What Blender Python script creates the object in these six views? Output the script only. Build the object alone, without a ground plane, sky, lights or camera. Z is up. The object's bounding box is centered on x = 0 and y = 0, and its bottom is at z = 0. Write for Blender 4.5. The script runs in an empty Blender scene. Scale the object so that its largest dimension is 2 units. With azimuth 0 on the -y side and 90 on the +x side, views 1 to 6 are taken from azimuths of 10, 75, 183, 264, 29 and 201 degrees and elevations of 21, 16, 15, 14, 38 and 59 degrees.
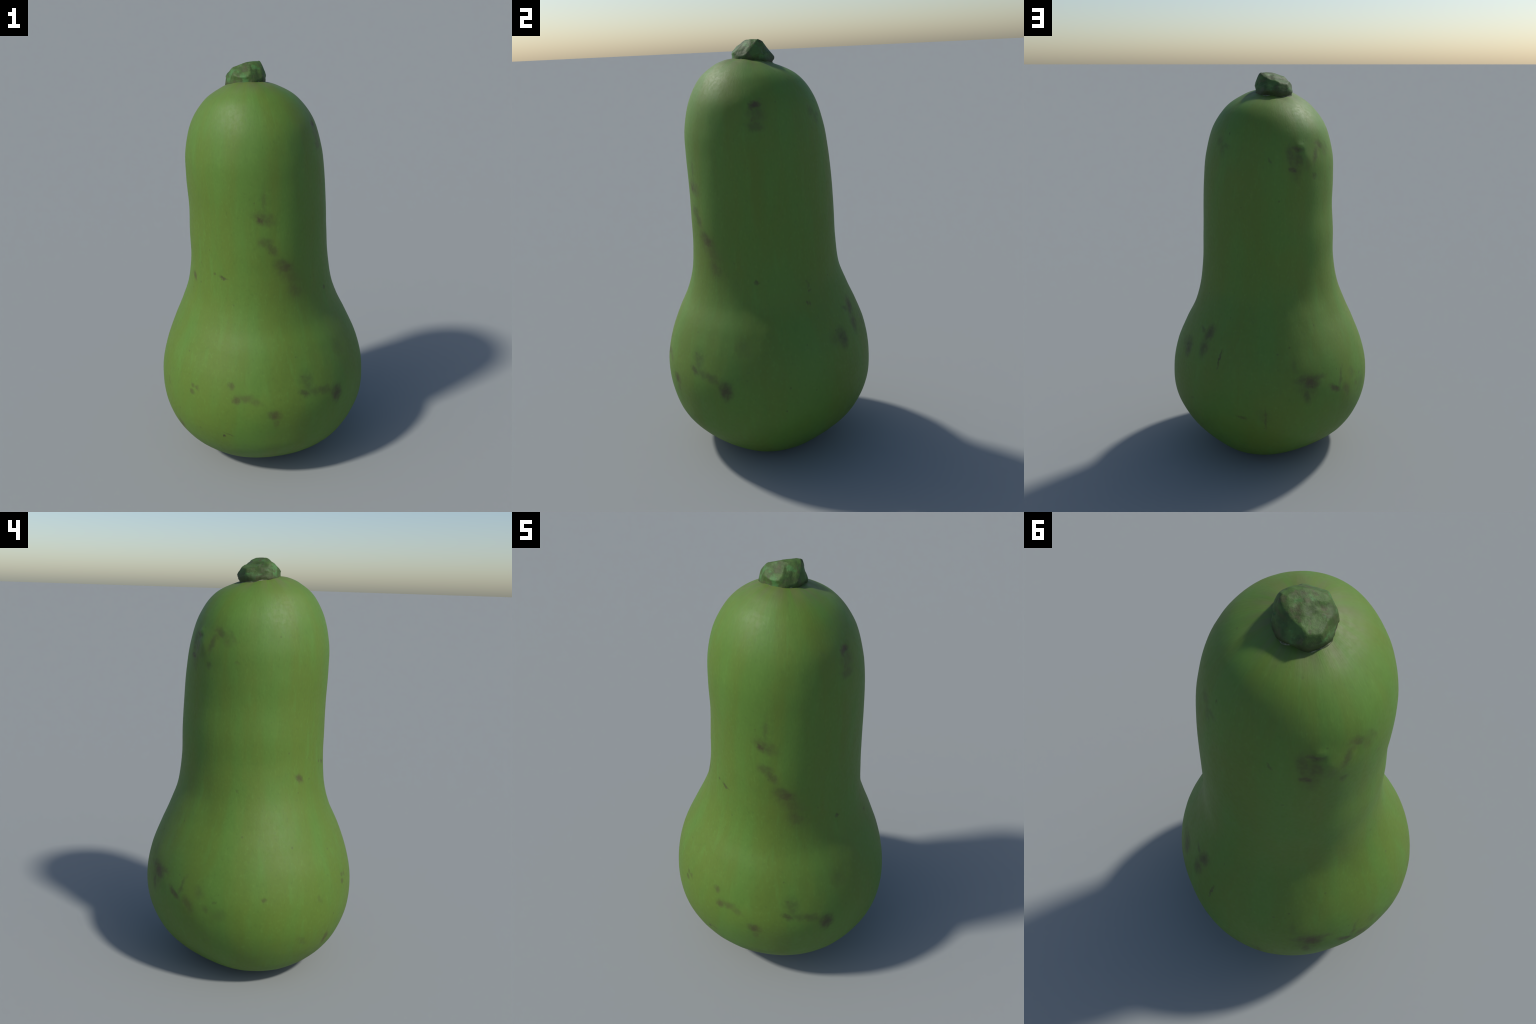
"""A green, unripe butternut squash standing on its broad end, with a chopped, knobbly stem."""
import bpy, bmesh, math, random
from mathutils import Vector, noise
from mathutils.bvhtree import BVHTree

random.seed(7)

# ------------------------------------------------------------------ helpers
def spline(rows, sub):
    """Catmull-Rom spline through rows of numbers, sub steps per span."""
    n = len(rows)
    ext = ([[2 * a - b for a, b in zip(rows[0], rows[1])]] + [list(r) for r in rows]
           + [[2 * a - b for a, b in zip(rows[-1], rows[-2])]])
    out = []
    for i in range(n - 1):
        p0, p1, p2, p3 = ext[i:i + 4]
        for s in range(sub):
            t = s / sub
            out.append([0.5 * (2 * b + (c - a) * t + (2 * a - 5 * b + 4 * c - d) * t * t
                               + (3 * b - a - 3 * c + d) * t ** 3)
                        for a, b, c, d in zip(p0, p1, p2, p3)])
    out.append(list(rows[-1]))
    return out


def periodic(angles, values, theta):
    """Blend of linear and smooth interpolation of values given at angles round a ring."""
    n = len(angles)
    two = 2 * math.pi
    theta %= two
    for i in range(n):
        a0 = angles[i]
        a1 = angles[(i + 1) % n] + (two if i == n - 1 else 0)
        t = theta if theta >= a0 else theta + two
        if a0 <= t <= a1:
            f = (t - a0) / (a1 - a0)
            g = f * f * (3 - 2 * f)
            f = 0.6 * f + 0.4 * g
            return [x * (1 - f) + y * f for x, y in zip(values[i], values[(i + 1) % n])]
    return values[0]


def mesh_object(name, bm, material, parent):
    bmesh.ops.recalc_face_normals(bm, faces=bm.faces)
    me = bpy.data.meshes.new(name)
    bm.to_mesh(me)
    bm.free()
    for p in me.polygons:
        p.use_smooth = True
    me.materials.append(material)
    ob = bpy.data.objects.new(name, me)
    bpy.context.scene.collection.objects.link(ob)
    ob.parent = parent
    return ob


class Nodes:
    """Small wrapper that keeps material code short."""
    def __init__(self, name):
        self.mat = bpy.data.materials.new(name)
        self.mat.use_nodes = True
        self.t = self.mat.node_tree
        self.bsdf = next(n for n in self.t.nodes if n.type == 'BSDF_PRINCIPLED')

    def put(self, node, key, v):
        if hasattr(v, 'is_output'):
            self.t.links.new(v, node.inputs[key])
        else:
            node.inputs[key].default_value = v

    def math(self, op, a, b=0.0, clamp=False):
        n = self.t.nodes.new('ShaderNodeMath')
        n.operation = op
        n.use_clamp = clamp
        self.put(n, 0, a)
        self.put(n, 1, b)
        return n.outputs[0]

    def vec(self, op, a, b=None, scale=None):
        n = self.t.nodes.new('ShaderNodeVectorMath')
        n.operation = op
        self.put(n, 0, a)
        if b is not None:
            self.put(n, 1, b)
        if scale is not None:
            self.put(n, 'Scale', scale)
        return n.outputs['Value' if op in ('LENGTH', 'DOT_PRODUCT') else 'Vector']

    def noise(self, vector, scale, detail=3.0, rough=0.5, colour=False):
        n = self.t.nodes.new('ShaderNodeTexNoise')
        self.put(n, 'Vector', vector)
        n.inputs['Scale'].default_value = scale
        n.inputs['Detail'].default_value = detail
        n.inputs['Roughness'].default_value = rough
        return n.outputs['Color' if colour else 'Fac']

    def ramp(self, v, lo, hi, a=0.0, b=1.0):
        n = self.t.nodes.new('ShaderNodeMapRange')
        n.interpolation_type = 'SMOOTHSTEP'
        self.put(n, 'Value', v)
        for k, x in (('From Min', lo), ('From Max', hi), ('To Min', a), ('To Max', b)):
            self.put(n, k, x)
        return n.outputs[0]

    def mix(self, fac, a, b, mode='MIX'):
        n = self.t.nodes.new('ShaderNodeMix')
        n.data_type = 'RGBA'
        n.blend_type = mode
        self.put(n, 0, fac)
        for i, v in ((6, a), (7, b)):
            self.put(n, i, v if hasattr(v, 'is_output') else (*v, 1.0))
        return n.outputs[2]

    def coords(self):
        return self.t.nodes.new('ShaderNodeTexCoord').outputs['Object']

    def bump(self, height, strength, distance):
        n = self.t.nodes.new('ShaderNodeBump')
        n.inputs['Strength'].default_value = strength
        n.inputs['Distance'].default_value = distance
        self.put(n, 'Height', height)
        self.put(self.bsdf, 'Normal', n.outputs[0])


# ------------------------------------------------------------------ the fruit: a loft
# One row per cross-section from the blossom end to the stem end:
# height, mean radius, lean in x and y, tilt in x and y, oval, three- and four-sidedness (2 terms each)
SECTIONS = [
    (0.0000, 0.0000, 0.0869, -0.0180, -0.0052, 0.0017, -0.0001, 0.0000, 0.0000, 0.0001, 0.0000, 0.0001),
    (0.0123, 0.1200, 0.0594, -0.0155, -0.0021, 0.0015, 0.0093, 0.0057, -0.0024, -0.0091, 0.0074, -0.0035),
    (0.0333, 0.2509, 0.0319, -0.0129, 0.0013, 0.0012, 0.0236, 0.0150, -0.0056, -0.0214, 0.0151, -0.0083),
    (0.0737, 0.3569, -0.0004, -0.0144, 0.0071, 0.0020, 0.0186, 0.0128, -0.0084, -0.0306, 0.0159, -0.0134),
    (0.1811, 0.4544, -0.0025, -0.0138, -0.0009, -0.0009, 0.0102, 0.0067, -0.0013, -0.0153, 0.0040, -0.0033),
    (0.3122, 0.5102, 0.0006, -0.0080, -0.0005, 0.0002, 0.0111, 0.0066, 0.0032, -0.0104, 0.0072, -0.0025),
    (0.4533, 0.5213, 0.0004, -0.0050, 0.0001, 0.0001, 0.0065, -0.0052, 0.0026, -0.0052, 0.0053, 0.0003),
    (0.5880, 0.4959, 0.0018, -0.0015, -0.0002, 0.0001, 0.0044, -0.0055, 0.0007, -0.0038, 0.0037, -0.0004),
    (0.7081, 0.4500, 0.0028, 0.0004, 0.0001, -0.0001, -0.0004, -0.0064, -0.0072, 0.0012, 0.0036, -0.0004),
    (0.8172, 0.4001, 0.0016, 0.0033, -0.0001, -0.0004, -0.0055, -0.0003, -0.0083, 0.0008, 0.0017, 0.0033),
    (0.9257, 0.3647, 0.0061, -0.0027, 0.0000, 0.0004, -0.0055, -0.0054, -0.0058, 0.0006, 0.0015, 0.0022),
    (1.0612, 0.3487, 0.0098, -0.0041, 0.0000, -0.0003, -0.0129, -0.0062, -0.0078, 0.0058, -0.0036, 0.0031),
    (1.2005, 0.3458, 0.0096, -0.0056, 0.0000, 0.0000, -0.0148, -0.0129, -0.0093, 0.0050, -0.0014, 0.0032),
    (1.3406, 0.3410, 0.0117, -0.0101, 0.0000, 0.0000, -0.0163, -0.0096, -0.0072, 0.0024, 0.0004, 0.0001),
    (1.4829, 0.3379, 0.0065, -0.0165, -0.0001, -0.0001, -0.0138, -0.0091, -0.0036, 0.0026, -0.0002, 0.0007),
    (1.6101, 0.3276, 0.0019, -0.0235, 0.0001, -0.0001, -0.0115, -0.0156, -0.0017, 0.0047, -0.0019, 0.0010),
    (1.7349, 0.2949, -0.0004, -0.0302, 0.0022, 0.0002, -0.0103, -0.0250, -0.0016, 0.0045, -0.0058, -0.0019),
    (1.8340, 0.2257, -0.0008, -0.0446, 0.0000, 0.0098, -0.0284, -0.0128, 0.0046, -0.0073, -0.0021, -0.0007),
    (1.8901, 0.1365, 0.0013, -0.0691, -0.0069, 0.0170, -0.0206, -0.0056, 0.0009, -0.0052, 0.0007, -0.0026),
    (1.9133, 0.0633, -0.0035, -0.0911, -0.0128, 0.0186, -0.0013, -0.0003, 0.0000, -0.0006, 0.0004, -0.0007),
    (1.9196, 0.0000, -0.0059, -0.1049, -0.0180, 0.0201, 0.0003, 0.0001, 0.0000, 0.0001, 0.0000, 0.0001),
]
RINGS = spline(SECTIONS, 10)
AROUND = 256
STEM_AXIS = Vector((-0.02, -0.025, 0))


def skin_point(row, th):
    z, r, cx, cy, tx, ty, a2, b2, a3, b3, a4, b4 = row
    c, s = math.cos(th), math.sin(th)
    rr = r * (1 + a2 * math.cos(2 * th) + b2 * math.sin(2 * th)
              + a3 * math.cos(3 * th) + b3 * math.sin(3 * th)
              + a4 * math.cos(4 * th) + b4 * math.sin(4 * th))
    return Vector((cx + rr * c, cy + rr * s, z + rr * (tx * c + ty * s)))


# scars and bruises: azimuth (deg), height, half length, half width, roll (deg), strength
BLEMISHES = [
    (  -78, 1.349, 0.0174, 0.0142,  -61, 0.90),
    (  -75, 1.354, 0.0408, 0.0226,  -22, 0.55),
    (  -75, 1.434, 0.0494, 0.0101,  -89, 0.35),
    (  -75, 1.242, 0.0270, 0.0192,  -18, 0.55),
    (  -71, 1.212, 0.0455, 0.0143,  -56, 0.60),
    (  -61, 1.115, 0.0404, 0.0242,  -31, 0.75),
    (  -58, 1.075, 0.0621, 0.0299,  -46, 0.40),
    (  -54, 0.995, 0.0417, 0.0250,  -70, 0.45),
    ( -109, 1.055, 0.0204, 0.0057,  -18, 1.00),
    ( -118, 1.069, 0.0078, 0.0055,  -19, 0.60),
    ( -145, 1.009, 0.0209, 0.0113,  -51, 0.80),
    ( -122, 0.531, 0.0111, 0.0094,  -20, 0.55),
    ( -119, 0.526, 0.0117, 0.0099,  -23, 0.55),
    ( -123, 0.497, 0.0110, 0.0099,  -20, 0.60),
    (  -98, 0.578, 0.0154, 0.0118,  -71, 0.65),
    (  -95, 0.510, 0.0177, 0.0162,  -17, 0.80),
    (  -90, 0.521, 0.0344, 0.0172,   -5, 0.50),
    (  -85, 0.506, 0.0212, 0.0143,  -18, 0.40),
    (  -75, 0.432, 0.0239, 0.0209,  -17, 0.80),
    (  -74, 0.384, 0.0164, 0.0113,  -66, 0.40),
    (  -56, 0.571, 0.0419, 0.0263,  -78, 0.45),
    (  -58, 0.604, 0.0081, 0.0067,  -33, 0.50),
    (  -58, 0.520, 0.0250, 0.0137,  -24, 0.75),
    (  -49, 0.513, 0.0746, 0.0173,  -13, 0.50),
    (  -38, 0.460, 0.0374, 0.0275,  -78, 0.90),
    ( -103, 0.297, 0.0053, 0.0058,  -21, 1.00),
    ( -100, 0.315, 0.0220, 0.0043,  -14, 0.50),
    ( -137, 0.243, 0.0295, 0.0118,   85, 0.80),
    (  -17, 1.725, 0.0231, 0.0126,   19, 1.00),
    (  -16, 1.687, 0.0371, 0.0311,  -87, 0.50),
    (  -19, 1.672, 0.0061, 0.0086,  -40, 0.70),
    (  -17, 1.640, 0.0313, 0.0183,  -12, 0.55),
    (   39, 1.677, 0.0172, 0.0205,  -81, 0.35),
    (   45, 1.648, 0.0205, 0.0157,  -82, 0.40),
    (  -21, 0.941, 0.0079, 0.0086,   -1, 0.80),
    (   17, 0.876, 0.0055, 0.0053,  -12, 0.60),
    (   13, 0.830, 0.0067, 0.0066,  -12, 0.80),
    (   16, 0.903, 0.0137, 0.0047,  -88, 0.35),
    (   50, 0.740, 0.0362, 0.0224,   72, 0.80),
    (   48, 0.667, 0.0398, 0.0223,   79, 0.70),
    (   44, 0.741, 0.0222, 0.0105,  -27, 0.50),
    (   32, 0.633, 0.0368, 0.0285,  -73, 0.80),
    (   26, 0.642, 0.0280, 0.0218,  -31, 0.30),
    (  -29, 0.663, 0.0328, 0.0262,  -49, 0.25),
    (  120, 1.648, 0.0278, 0.0125,  -17, 0.90),
    (  113, 1.617, 0.0407, 0.0157,  -86, 0.60),
    (  120, 1.602, 0.0373, 0.0229,  -88, 0.60),
    (  115, 1.553, 0.0154, 0.0122,  -18, 1.00),
    (  117, 1.583, 0.0609, 0.0251,  -88, 0.50),
    (  127, 1.586, 0.0348, 0.0180,  -81, 0.25),
    (  145, 1.663, 0.0246, 0.0130,  -32, 0.60),
    (  152, 1.636, 0.0230, 0.0205,  -71, 0.30),
    (  138, 1.619, 0.0371, 0.0131,   63, 0.55),
    (  136, 1.520, 0.0128, 0.0125,  -55, 0.50),
    (   49, 1.657, 0.0173, 0.0098,  -14, 0.40),
    (   44, 1.640, 0.0300, 0.0124,  -63, 0.25),
    (   94, 1.604, 0.0078, 0.0054,  -31, 0.50),
    (   51, 1.715, 0.0046, 0.0037,    4, 0.60),
    (   62, 0.639, 0.0330, 0.0050,   84, 0.85),
    (  116, 0.538, 0.0430, 0.0251,  -18, 0.90),
    (  121, 0.553, 0.0359, 0.0116,   -0, 0.60),
    (  111, 0.554, 0.0325, 0.0157,    2, 0.60),
    (  114, 0.483, 0.0389, 0.0165,  -80, 0.65),
    (  115, 0.510, 0.0474, 0.0352,  -18, 0.35),
    (  133, 0.473, 0.0338, 0.0128,  -30, 0.85),
    (  142, 0.451, 0.0280, 0.0168,  -53, 0.55),
    (  138, 0.520, 0.0432, 0.0069,   68, 0.50),
    (   78, 0.366, 0.0237, 0.0060,   -7, 0.60),
    (   91, 0.367, 0.0461, 0.0063,  -88, 0.60),
    (   90, 0.383, 0.0316, 0.0239,  -49, 0.25),
    (   42, 0.389, 0.0118, 0.0059,   21, 0.40),
    (  108, 0.628, 0.0279, 0.0101,  -86, 0.25),
    (  156, 1.651, 0.0274, 0.0094,  -63, 0.30),
    (  161, 1.539, 0.0093, 0.0050,    3, 0.30),
    ( -177, 0.509, 0.0078, 0.0084,   -2, 0.60),
    (  144, 0.439, 0.0280, 0.0142,  -78, 0.50),
    (  158, 0.480, 0.0069, 0.0074,    9, 0.50),
    (  149, 0.514, 0.0227, 0.0180,  -48, 0.35),
    (  153, 0.443, 0.0158, 0.0111,  -51, 0.35),
    (  160, 0.425, 0.0290, 0.0231,  -20, 0.25),
    ( -155, 0.279, 0.0275, 0.0125,  -44, 0.35),
    ( -145, 0.468, 0.0178, 0.0097,  -53, 0.30),
    (  165, 0.965, 0.0066, 0.0059,    4, 0.40),
    (   15, 0.825, 0.0093, 0.0054,  -75, 0.50),
]


def on_skin(az, z):
    """Point of the skin at an azimuth seen from the axis and a height."""
    a = math.radians(az)
    row = min(RINGS, key=lambda r: abs(r[0] - z) + (1 if r[1] < 0.06 else 0))
    i = RINGS.index(row)
    j = i + 1 if RINGS[min(i + 1, len(RINGS) - 1)][0] > row[0] and row[0] < z else i - 1
    other = RINGS[j]
    f = 0 if other[0] == row[0] else min(1, max(0, (z - row[0]) / (other[0] - row[0])))
    mixed = [u * (1 - f) + v * f for u, v in zip(row, other)]
    th = a
    for _ in range(4):
        p = skin_point(mixed, th)
        th += a - math.atan2(p.y, p.x)
    p = skin_point(mixed, th)
    p.z = z
    return p


# relief: small healed dents (azimuth, height, half width, half height, depth)
# (a negative depth is a bump; the last rows are broad swellings and hollows of the fruit)
DENTS = [(127, 1.610, 0.045, 0.055, -0.007), (-60, 0.230, 0.260, 0.075, -0.006), (144, 0.800, 0.130, 0.120, 0.007),
         (85, 0.800, 0.120, 0.120, 0.005), (175, 1.700, 0.120, 0.090, 0.005), (-141, 1.790, 0.110, 0.070, 0.004),
         (122, 1.664, 0.020, 0.010, -0.006), (119, 1.642, 0.026, 0.011, 0.005), (117, 1.600, 0.030, 0.040, 0.0025),
         (-17, 1.725, 0.022, 0.016, 0.003), (116, 0.538, 0.040, 0.030, 0.002),
         (144, 1.640, 0.018, 0.040, 0.0015), (-109, 1.055, 0.022, 0.008, 0.0015)]
DENT_AT = [(on_skin(d[0], d[1]), d) for d in DENTS]


# the skin material is laid in eight fields (four quarters, bulb and neck), each with the scars near it,
# so that no field has to work out the scars on the far side
FIELD_SPLIT = 0.85


def field_of(p):
    return int((math.degrees(math.atan2(p.y, p.x)) % 360) // 90) + (4 if p.z > FIELD_SPLIT else 0)


def scars_in_field(f):
    mid, upper = 45 + 90 * (f % 4), f >= 4
    out = []
    for b in BLEMISHES:
        d = abs((b[0] - mid + 180) % 360 - 180)
        if d < 45 + 20 and (b[1] > FIELD_SPLIT - 0.15 if upper else b[1] < FIELD_SPLIT + 0.15):
            out.append(b)
    return out


def build_skin(materials, parent):
    bm = bmesh.new()
    grid = []
    for row in RINGS:
        if row[1] < 1e-6:
            grid.append([bm.verts.new(skin_point(row, 0))])
        else:
            grid.append([bm.verts.new(skin_point(row, 2 * math.pi * k / AROUND)) for k in range(AROUND)])
    for a, b in zip(grid, grid[1:]):
        for k in range(AROUND):
            k2 = (k + 1) % AROUND
            if len(a) == 1:
                bm.faces.new((a[0], b[k2], b[k]))
            elif len(b) == 1:
                bm.faces.new((a[k], a[k2], b[0]))
            else:
                bm.faces.new((a[k], a[k2], b[k2], b[k]))
    bmesh.ops.recalc_face_normals(bm, faces=bm.faces)
    bm.normal_update()
    moves = []
    for v in bm.verts:
        p = v.co
        # broad, barely visible lumps and soft ribs that run out of the stem end
        d = (0.0020 * noise.noise(Vector((p.x * 7.0, p.y * 7.0, p.z * 2.6)))
             + 0.0007 * noise.noise(Vector((p.x * 20.0, p.y * 20.0, p.z * 9.0))))
        q = p - STEM_AXIS
        rad = math.hypot(q.x, q.y)
        if p.z > 1.7:
            near = math.exp(-((rad - 0.12) / 0.09) ** 2)
            th = math.atan2(q.y, q.x)
            d += 0.0008 * near * math.sin(9 * th + 0.6 * math.sin(2 * th))
        for c, (az, z, w, h, depth) in DENT_AT:
            e = p - c
            if e.length < 3 * max(w, h):
                a = math.radians(az)
                u = -math.sin(a) * e.x + math.cos(a) * e.y
                k = math.exp(-(u / w) ** 2 - (e.z / h) ** 2)
                d -= depth * k * (1 + (0.7 * noise.noise(p * 90) if w < 0.04 else 0))
        if p.z < 0.02:
            d *= 0.0
        moves.append(d)
    for v, d in zip(bm.verts, moves):
        v.co += v.normal * d
    low = min(v.co.z for v in bm.verts)
    for v in bm.verts:
        v.co.z -= low * max(0, 1 - v.co.z / 0.3)
    ob = mesh_object('skin', bm, materials[0], parent)
    for m in materials[1:]:
        ob.data.materials.append(m)
    for p in ob.data.polygons:
        p.material_index = field_of(p.center)
    return ob


# ------------------------------------------------------------------ the stem: rings round an axis
# azimuth; radius at the skin; radius and height of the bulge, of the waist and of the cut rim
STEM = [
    (0, 0.0770, 0.0890, 1.9293, 0.0866, 1.9471, 0.0760, 1.9720),
    (14, 0.0790, 0.0880, 1.9294, 0.0860, 1.9450, 0.0690, 1.9920),
    (26, 0.0807, 0.0869, 1.9295, 0.0854, 1.9429, 0.0624, 1.9991),
    (31, 0.0910, 0.0944, 1.9278, 0.0800, 1.9400, 0.0762, 1.9923),
    (45, 0.1000, 0.1020, 1.9260, 0.0820, 1.9440, 0.0760, 1.9840),
    (61, 0.1068, 0.1080, 1.9240, 0.0842, 1.9467, 0.0751, 1.9750),
    (87, 0.0990, 0.1131, 1.9266, 0.0855, 1.9561, 0.0779, 1.9638),
    (112, 0.1128, 0.1184, 1.9360, 0.0961, 1.9619, 0.0718, 1.9694),
    (153, 0.1060, 0.1020, 1.9310, 0.0990, 1.9500, 0.0720, 1.9680),
    (164, 0.0950, 0.0940, 1.9264, 0.0960, 1.9400, 0.0760, 1.9560),
    (190, 0.0920, 0.0870, 1.9253, 0.0850, 1.9390, 0.0770, 1.9530),
    (220, 0.0830, 0.0820, 1.9271, 0.0800, 1.9440, 0.0720, 1.9680),
    (250, 0.0810, 0.0784, 1.9284, 0.0775, 1.9480, 0.0600, 1.9760),
    (280, 0.0830, 0.0794, 1.9292, 0.0780, 1.9500, 0.0520, 1.9800),
    (310, 0.0837, 0.0841, 1.9297, 0.0771, 1.9481, 0.0480, 1.9780),
    (335, 0.0806, 0.0880, 1.9296, 0.0804, 1.9480, 0.0643, 1.9680),
]
# crest and hollows of the slanted cut face (x, y, height)
CUT_FACE = [(0.030, -0.010, 2.000), (0.012, -0.018, 2.000), (-0.018, -0.036, 1.999), (-0.050, -0.044, 1.992), (-0.020, -0.058, 1.990), (-0.052, -0.064, 1.982),
            (-0.055, 0.015, 1.965), (-0.020, 0.012, 1.981), (-0.030, 0.045, 1.964), (-0.075, -0.012, 1.962)]
STEM_ANGLES = [math.radians(r[0]) for r in STEM]


def stem_base_height(r, th):
    return 1.892 - 0.12 * r * math.sin(th)


def cut_height(x, y):
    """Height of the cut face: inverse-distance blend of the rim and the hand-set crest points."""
    pts = CUT_FACE + [(STEM_AXIS.x + r[5] * math.cos(a), STEM_AXIS.y + r[5] * math.sin(a), r[6])
                      for a, r in zip(STEM_ANGLES, STEM)]
    ws = zs = 0.0
    for px, py, pz in pts:
        w = 1.0 / ((x - px) ** 2 + (y - py) ** 2 + 4e-5) ** 1.6
        ws += w
        zs += w * pz
    return zs / ws


# flat chops that give the stem its facets: facing direction (deg), tilt upward (deg), a point on the plane
CHOPS = [(40, 18, (0.045, 0.016, 1.985)), (75, 36, (0.000, 0.053, 1.966)), (122, 15, (-0.061, 0.078, 1.948)),
         (168, 22, (-0.106, -0.001, 1.944)), (212, 26, (-0.086, -0.066, 1.950)), (268, 47, (-0.025, -0.066, 1.981)),
         (312, 30, (0.030, -0.082, 1.950)), (350, 14, (0.064, -0.038, 1.955)), (143, 66, (0.035, 0.002, 2.006))]


def chop(p):
    for az, tilt, q in CHOPS:
        a, t = math.radians(az), math.radians(tilt)
        n = Vector((math.cos(a) * math.cos(t), math.sin(a) * math.cos(t), math.sin(t)))
        over = n.dot(p - Vector(q))
        if over > 0:
            p = p - n * over * 0.9
    return p


def build_stem(material, parent):
    bm = bmesh.new()
    around = 112
    side, cap = 5, 14
    columns = []
    for k in range(around):
        th = 2 * math.pi * k / around
        rc, rb, zb, rm, zm, rr, zr = periodic(STEM_ANGLES, [r[1:] for r in STEM], th)
        z0 = stem_base_height(rc, th)
        prof = spline([(rc * 0.97, z0 - 0.03), (rc, z0), (rb, zb), (rm, zm), (rr, zr)], side)
        rim = prof[-1]
        for i in range(1, cap):
            f = i / cap
            r = rim[0] * (1 - f)
            x, y = STEM_AXIS.x + r * math.cos(th), STEM_AXIS.y + r * math.sin(th)
            prof.append((r, cut_height(x, y) * min(1, 3 * f) + rim[1] * (1 - min(1, 3 * f))))
        columns.append([Vector((STEM_AXIS.x + r * math.cos(th), STEM_AXIS.y + r * math.sin(th), z))
                        for r, z in prof])
    verts = [[bm.verts.new(p) for p in col] for col in columns]
    tip = bm.verts.new((STEM_AXIS.x, STEM_AXIS.y, cut_height(STEM_AXIS.x, STEM_AXIS.y)))
    for k in range(around):
        a, b = verts[k], verts[(k + 1) % around]
        for i in range(len(a) - 1):
            bm.faces.new((a[i], b[i], b[i + 1], a[i + 1]))
        bm.faces.new((a[-1], b[-1], tip))
    bmesh.ops.recalc_face_normals(bm, faces=bm.faces)
    # ease the pleats of the cut face, but keep the sharp rim on the tall side
    rings_below = 4 * side
    for _ in range(5):
        new = {}
        for k in range(around):
            deg = 360 * k / around
            for i in range(rings_below - 2, len(verts[k])):
                f = min(1.0, max(0.0, (i - rings_below) / 3.0))
                if not 12 < deg < 118:
                    f = max(f, 0.35)
                v = verts[k][i]
                ring = [e.other_vert(v).co for e in v.link_edges]
                new[v] = v.co.lerp(sum(ring, Vector()) / len(ring), 0.6 * f)
        new[tip] = sum((c[-1].co for c in verts), Vector()) / around
        for v, c in new.items():
            v.co = c
    for v in bm.verts:
        if v.co.z > 1.9:
            u = Vector((v.co.x - STEM_AXIS.x, v.co.y - STEM_AXIS.y, v.co.z - 1.9))
            grown = v.co + Vector((u.x * 0.05, u.y * 0.05, u.z * 0.03))
            v.co = chop(chop(grown))
    bm.normal_update()
    moves = []
    for v in bm.verts:
        p = v.co
        d = (0.0026 * noise.noise(p * 24.0) + 0.0011 * noise.noise(p * 62.0 + Vector((3, 1, 7)))
             + 0.0004 * noise.noise(p * 190.0))
        moves.append(d)
    for v, d in zip(bm.verts, moves):
        v.co += v.normal * d
    top = max(v.co.z for v in bm.verts)
    for v in bm.verts:
        if v.co.z > 1.9:
            v.co.z = 1.9 + (v.co.z - 1.9) * 0.1 / (top - 1.9)
    return mesh_object('stem', bm, material, parent)


def build_scar(material, parent, skin):
    """Torn corky edge where the stem grows out of the skin."""
    tree = BVHTree.FromPolygons([v.co for v in skin.data.vertices], [p.vertices for p in skin.data.polygons])
    bm = bmesh.new()
    around = 200
    rows = []
    for k in range(around):
        th = 2 * math.pi * k / around
        rc = periodic(STEM_ANGLES, [r[1:] for r in STEM], th)[0]
        u = Vector((math.cos(th), math.sin(th), 0))
        tear = min(0.006, max(0.0, noise.noise(u * 2.3 + Vector((5, 2, 0))) * 0.010)
                   + max(0.0, noise.noise(u * 8.0)) * 0.002)
        row = []
        for dr, dz in ((-0.02, -0.02), (0.002 + tear, -0.006), (0.001 + tear, 0.0010 + 0.2 * tear),
                       (-0.002, 0.002 + 0.4 * tear), (-0.02, 0.004)):
            r = rc + dr
            x, y = STEM_AXIS.x + r * u.x, STEM_AXIS.y + r * u.y
            hit = tree.ray_cast(Vector((x, y, 3)), Vector((0, 0, -1)))[0]
            row.append(bm.verts.new((x, y, hit.z + dz)))
        rows.append(row)
    for k in range(around):
        a, b = rows[k], rows[(k + 1) % around]
        for i in range(len(a)):
            j = (i + 1) % len(a)
            bm.faces.new((a[i], b[i], b[j], a[j]))
    return mesh_object('stem_scar', bm, material, parent)


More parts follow.
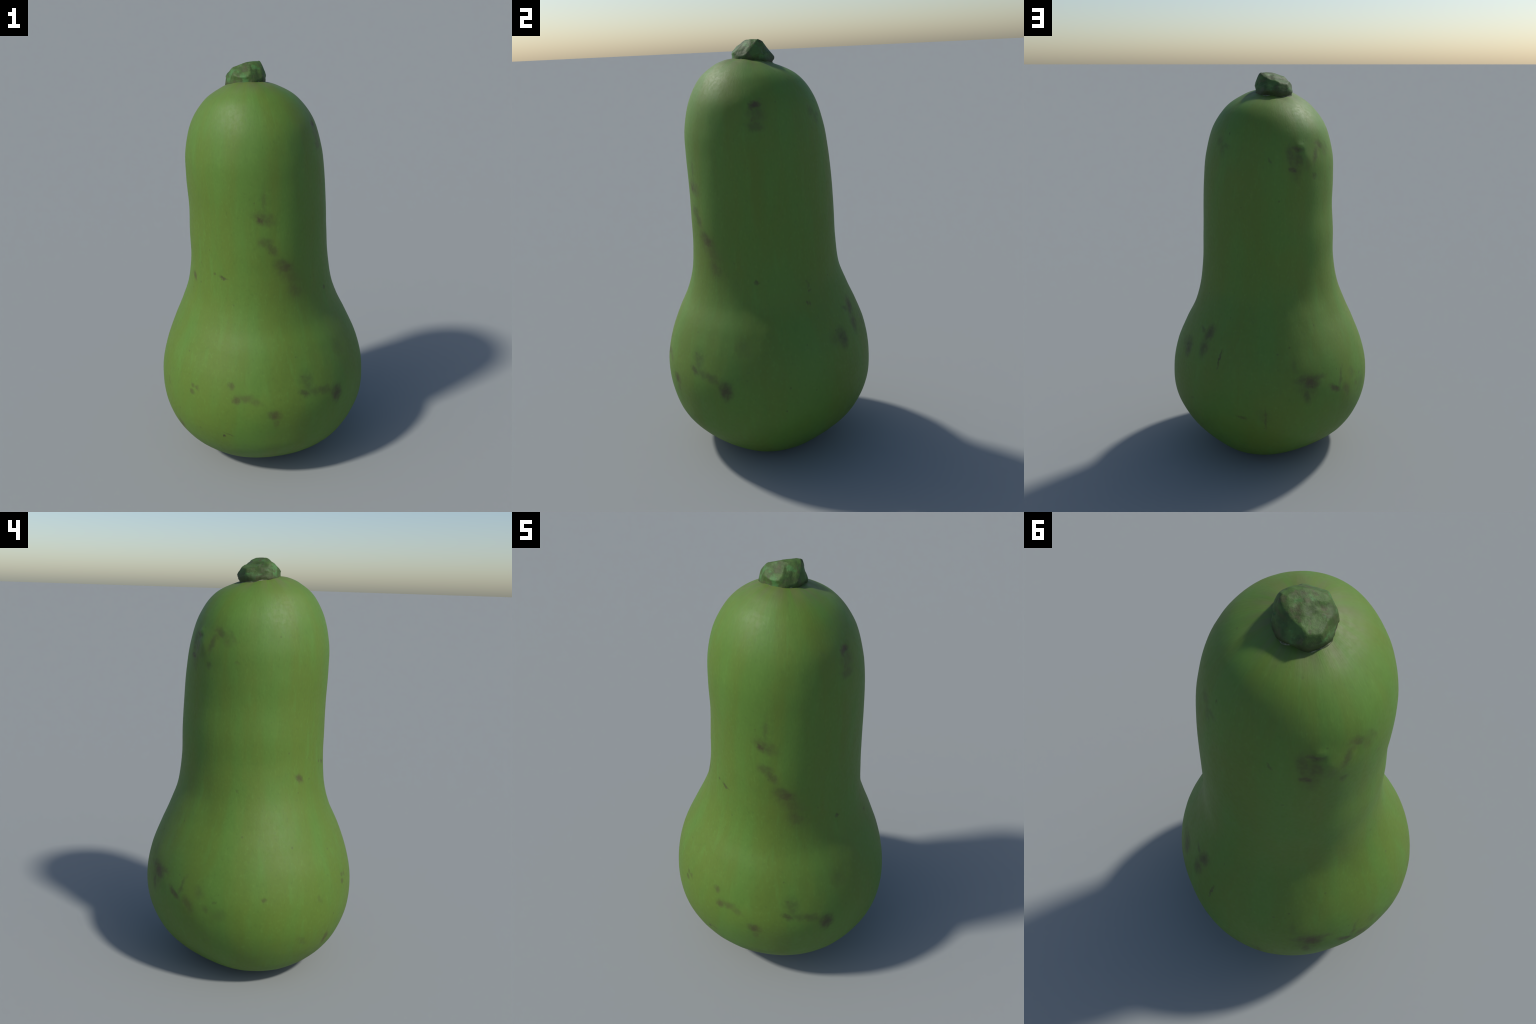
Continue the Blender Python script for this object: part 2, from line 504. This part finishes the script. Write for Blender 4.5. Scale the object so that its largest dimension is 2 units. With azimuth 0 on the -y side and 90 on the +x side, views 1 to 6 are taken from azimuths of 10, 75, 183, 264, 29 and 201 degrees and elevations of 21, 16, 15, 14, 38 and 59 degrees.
# ------------------------------------------------------------------ materials
def skin_material(blemishes):
    m = Nodes('squash_skin')
    co = m.coords()
    sep = m.t.nodes.new('ShaderNodeSeparateXYZ')
    m.put(sep, 0, co)
    flat = m.vec('MULTIPLY', m.vec('SUBTRACT', co, (-0.01, -0.03, 0)), (1, 1, 0))
    direction = m.vec('NORMALIZE', flat)
    comb = m.t.nodes.new('ShaderNodeCombineXYZ')
    m.put(comb, 2, m.math('MULTIPLY', sep.outputs[2], 0.55))
    meridian = m.vec('ADD', direction, comb.outputs[0])          # stretched along the fruit
    comb2 = m.t.nodes.new('ShaderNodeCombineXYZ')
    m.put(comb2, 2, m.math('MULTIPLY', sep.outputs[2], 1.6))
    short = m.vec('ADD', direction, comb2.outputs[0])

    broad = m.noise(co, 3.2, 3, 0.55)
    patch = m.noise(meridian, 3.4, 3, 0.5)
    streak = m.noise(meridian, 10.0, 3, 0.55)
    fibre = m.noise(short, 30.0, 3, 0.6)
    grain = m.noise(co, 60.0, 3, 0.6)

    col = m.mix(m.ramp(patch, 0.36, 0.66), (0.091, 0.159, 0.013), (0.082, 0.178, 0.018))
    col = m.mix(m.ramp(broad, 0.50, 0.72, 0.0, 0.40), col, (0.104, 0.159, 0.013))
    col = m.mix(m.ramp(streak, 0.56, 0.74, 0.0, 0.45), col, (0.090, 0.201, 0.024))
    col = m.mix(m.ramp(fibre, 0.52, 0.80, 0.0, 0.55), col, (0.105, 0.209, 0.026))
    col = m.mix(m.ramp(fibre, 0.46, 0.25, 0.0, 0.32), col, (0.064, 0.123, 0.011))
    col = m.mix(m.ramp(grain, 0.45, 0.28, 0.0, 0.18), col, (0.058, 0.107, 0.011))

    # scattered pinhead spots
    vor = m.t.nodes.new('ShaderNodeTexVoronoi')
    m.put(vor, 'Vector', co)
    vor.inputs['Scale'].default_value = 17.0
    gate = m.t.nodes.new('ShaderNodeSeparateColor')
    m.put(gate, 0, vor.outputs['Color'])
    spot = m.math('MULTIPLY', m.ramp(vor.outputs['Distance'], 0.12, 0.05), m.ramp(gate.outputs[0], 0.72, 0.9, 0, 0.5))
    col = m.mix(spot, col, (0.056, 0.070, 0.014))

    # bruises and scars, each a soft ellipse on the skin with a ragged edge
    wobble = m.vec('SCALE', m.vec('SUBTRACT', m.noise(co, 26.0, 4, 0.6, colour=True), (0.5, 0.5, 0.5)), scale=0.044)
    ragged = m.vec('ADD', co, wobble)
    total = None
    for az, z, length, width, roll, strength in blemishes:
        n = m.t.nodes.new('ShaderNodeMapping')
        n.vector_type = 'TEXTURE'
        n.inputs['Location'].default_value = on_skin(az, z)
        n.inputs['Rotation'].default_value = (math.radians(roll), 0, math.radians(az))
        g = 1.38
        n.inputs['Scale'].default_value = (0.15, length * g, width * g)
        if total is None:
            m.put(n, 0, ragged)
        else:      # a vanishing share of the running total keeps the evaluation one scar at a time
            k = m.t.nodes.new('ShaderNodeVectorMath')
            k.operation = 'MULTIPLY_ADD'
            m.put(k, 0, total)
            k.inputs[1].default_value = (1e-5, 1e-5, 1e-5)
            m.put(k, 2, ragged)
            m.put(n, 0, k.outputs[0])
        f = m.ramp(m.vec('LENGTH', n.outputs[0]), 1.45, 0.15, 0.0, strength)
        total = f if total is None else m.math('MAXIMUM', total, f)
    if total is None:
        total = 0.0
    mottle = m.noise(co, 48.0, 4, 0.65)
    scar = m.math('MULTIPLY', total, m.ramp(mottle, 0.28, 0.58, 0.60, 1.0))
    brown = m.mix(m.ramp(broad, 0.4, 0.6), (0.042, 0.038, 0.011), (0.060, 0.044, 0.014))
    col = m.mix(m.math('MULTIPLY', scar, 1.0), col, brown)

    # brownish fade of the skin right round the stem
    away = m.vec('LENGTH', m.vec('SUBTRACT', co, (-0.02, -0.025, 1.90)))
    ring = m.math('MULTIPLY', m.ramp(away, 0.23, 0.10), m.ramp(m.noise(meridian, 5.0, 3, 0.6), 0.35, 0.65, 0.10, 0.65))
    col = m.mix(ring, col, (0.118, 0.122, 0.045))

    m.put(m.bsdf, 'Base Color', col)
    m.put(m.bsdf, 'Roughness', m.ramp(grain, 0.3, 0.7, 0.57, 0.65))
    m.put(m.bsdf, 'Specular IOR Level', 0.5)
    height = m.math('ADD', m.math('MULTIPLY', fibre, 0.5), m.math('SUBTRACT', m.math('MULTIPLY', grain, 0.4), m.math('MULTIPLY', scar, 0.8)))
    m.bump(height, 0.12, 0.006)
    return m.mat


def stem_material():
    m = Nodes('cut_stem')
    co = m.coords()
    a = m.noise(co, 24.0, 4, 0.6)
    b = m.noise(m.vec('ADD', co, (3.1, 1.7, 0.4)), 30.0, 4, 0.6)
    c = m.noise(m.vec('ADD', co, (7.3, 0.2, 4.4)), 18.0, 3, 0.6)
    g = m.noise(co, 110.0, 3, 0.6)
    col = m.mix(m.ramp(a, 0.35, 0.62), (0.036, 0.066, 0.013), (0.060, 0.120, 0.024))
    col = m.mix(m.ramp(b, 0.51, 0.64, 0.0, 0.75), col, (0.064, 0.068, 0.026))
    col = m.mix(m.ramp(c, 0.54, 0.66, 0.0, 0.7), col, (0.065, 0.190, 0.050))
    col = m.mix(m.ramp(g, 0.60, 0.75, 0.0, 0.35), col, (0.120, 0.180, 0.060))
    col = m.mix(m.ramp(g, 0.42, 0.28, 0.0, 0.4), col, (0.035, 0.048, 0.024))
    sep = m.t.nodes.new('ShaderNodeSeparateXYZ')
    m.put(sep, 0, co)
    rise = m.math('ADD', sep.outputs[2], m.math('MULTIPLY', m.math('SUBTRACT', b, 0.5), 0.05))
    col = m.mix(m.ramp(rise, 1.928, 1.905, 0.0, 0.6), col, (0.042, 0.040, 0.018))    # contact shadow at the foot, painted in as dark brown
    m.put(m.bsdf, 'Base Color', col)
    m.put(m.bsdf, 'Roughness', 0.62)
    m.put(m.bsdf, 'Specular IOR Level', 0.35)
    m.bump(m.math('ADD', a, g), 0.3, 0.004)
    return m.mat


def scar_material():
    m = Nodes('corky_scar')
    co = m.coords()
    col = m.mix(m.ramp(m.noise(co, 45.0, 3, 0.6), 0.50, 0.66), (0.045, 0.062, 0.018), (0.170, 0.175, 0.110))
    m.put(m.bsdf, 'Base Color', col)
    m.put(m.bsdf, 'Roughness', 0.7)
    return m.mat


# ------------------------------------------------------------------ assembly
squash = bpy.data.objects.new('butternut_squash', None)
squash.empty_display_size = 0.3
bpy.context.scene.collection.objects.link(squash)
squash['label'] = 'unripe green butternut squash standing upright, with a short cut stem'
squash['category'] = 'squash'

skin = build_skin([skin_material(scars_in_field(f)) for f in range(8)], squash)
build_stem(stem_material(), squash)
build_scar(scar_material(), squash, skin)
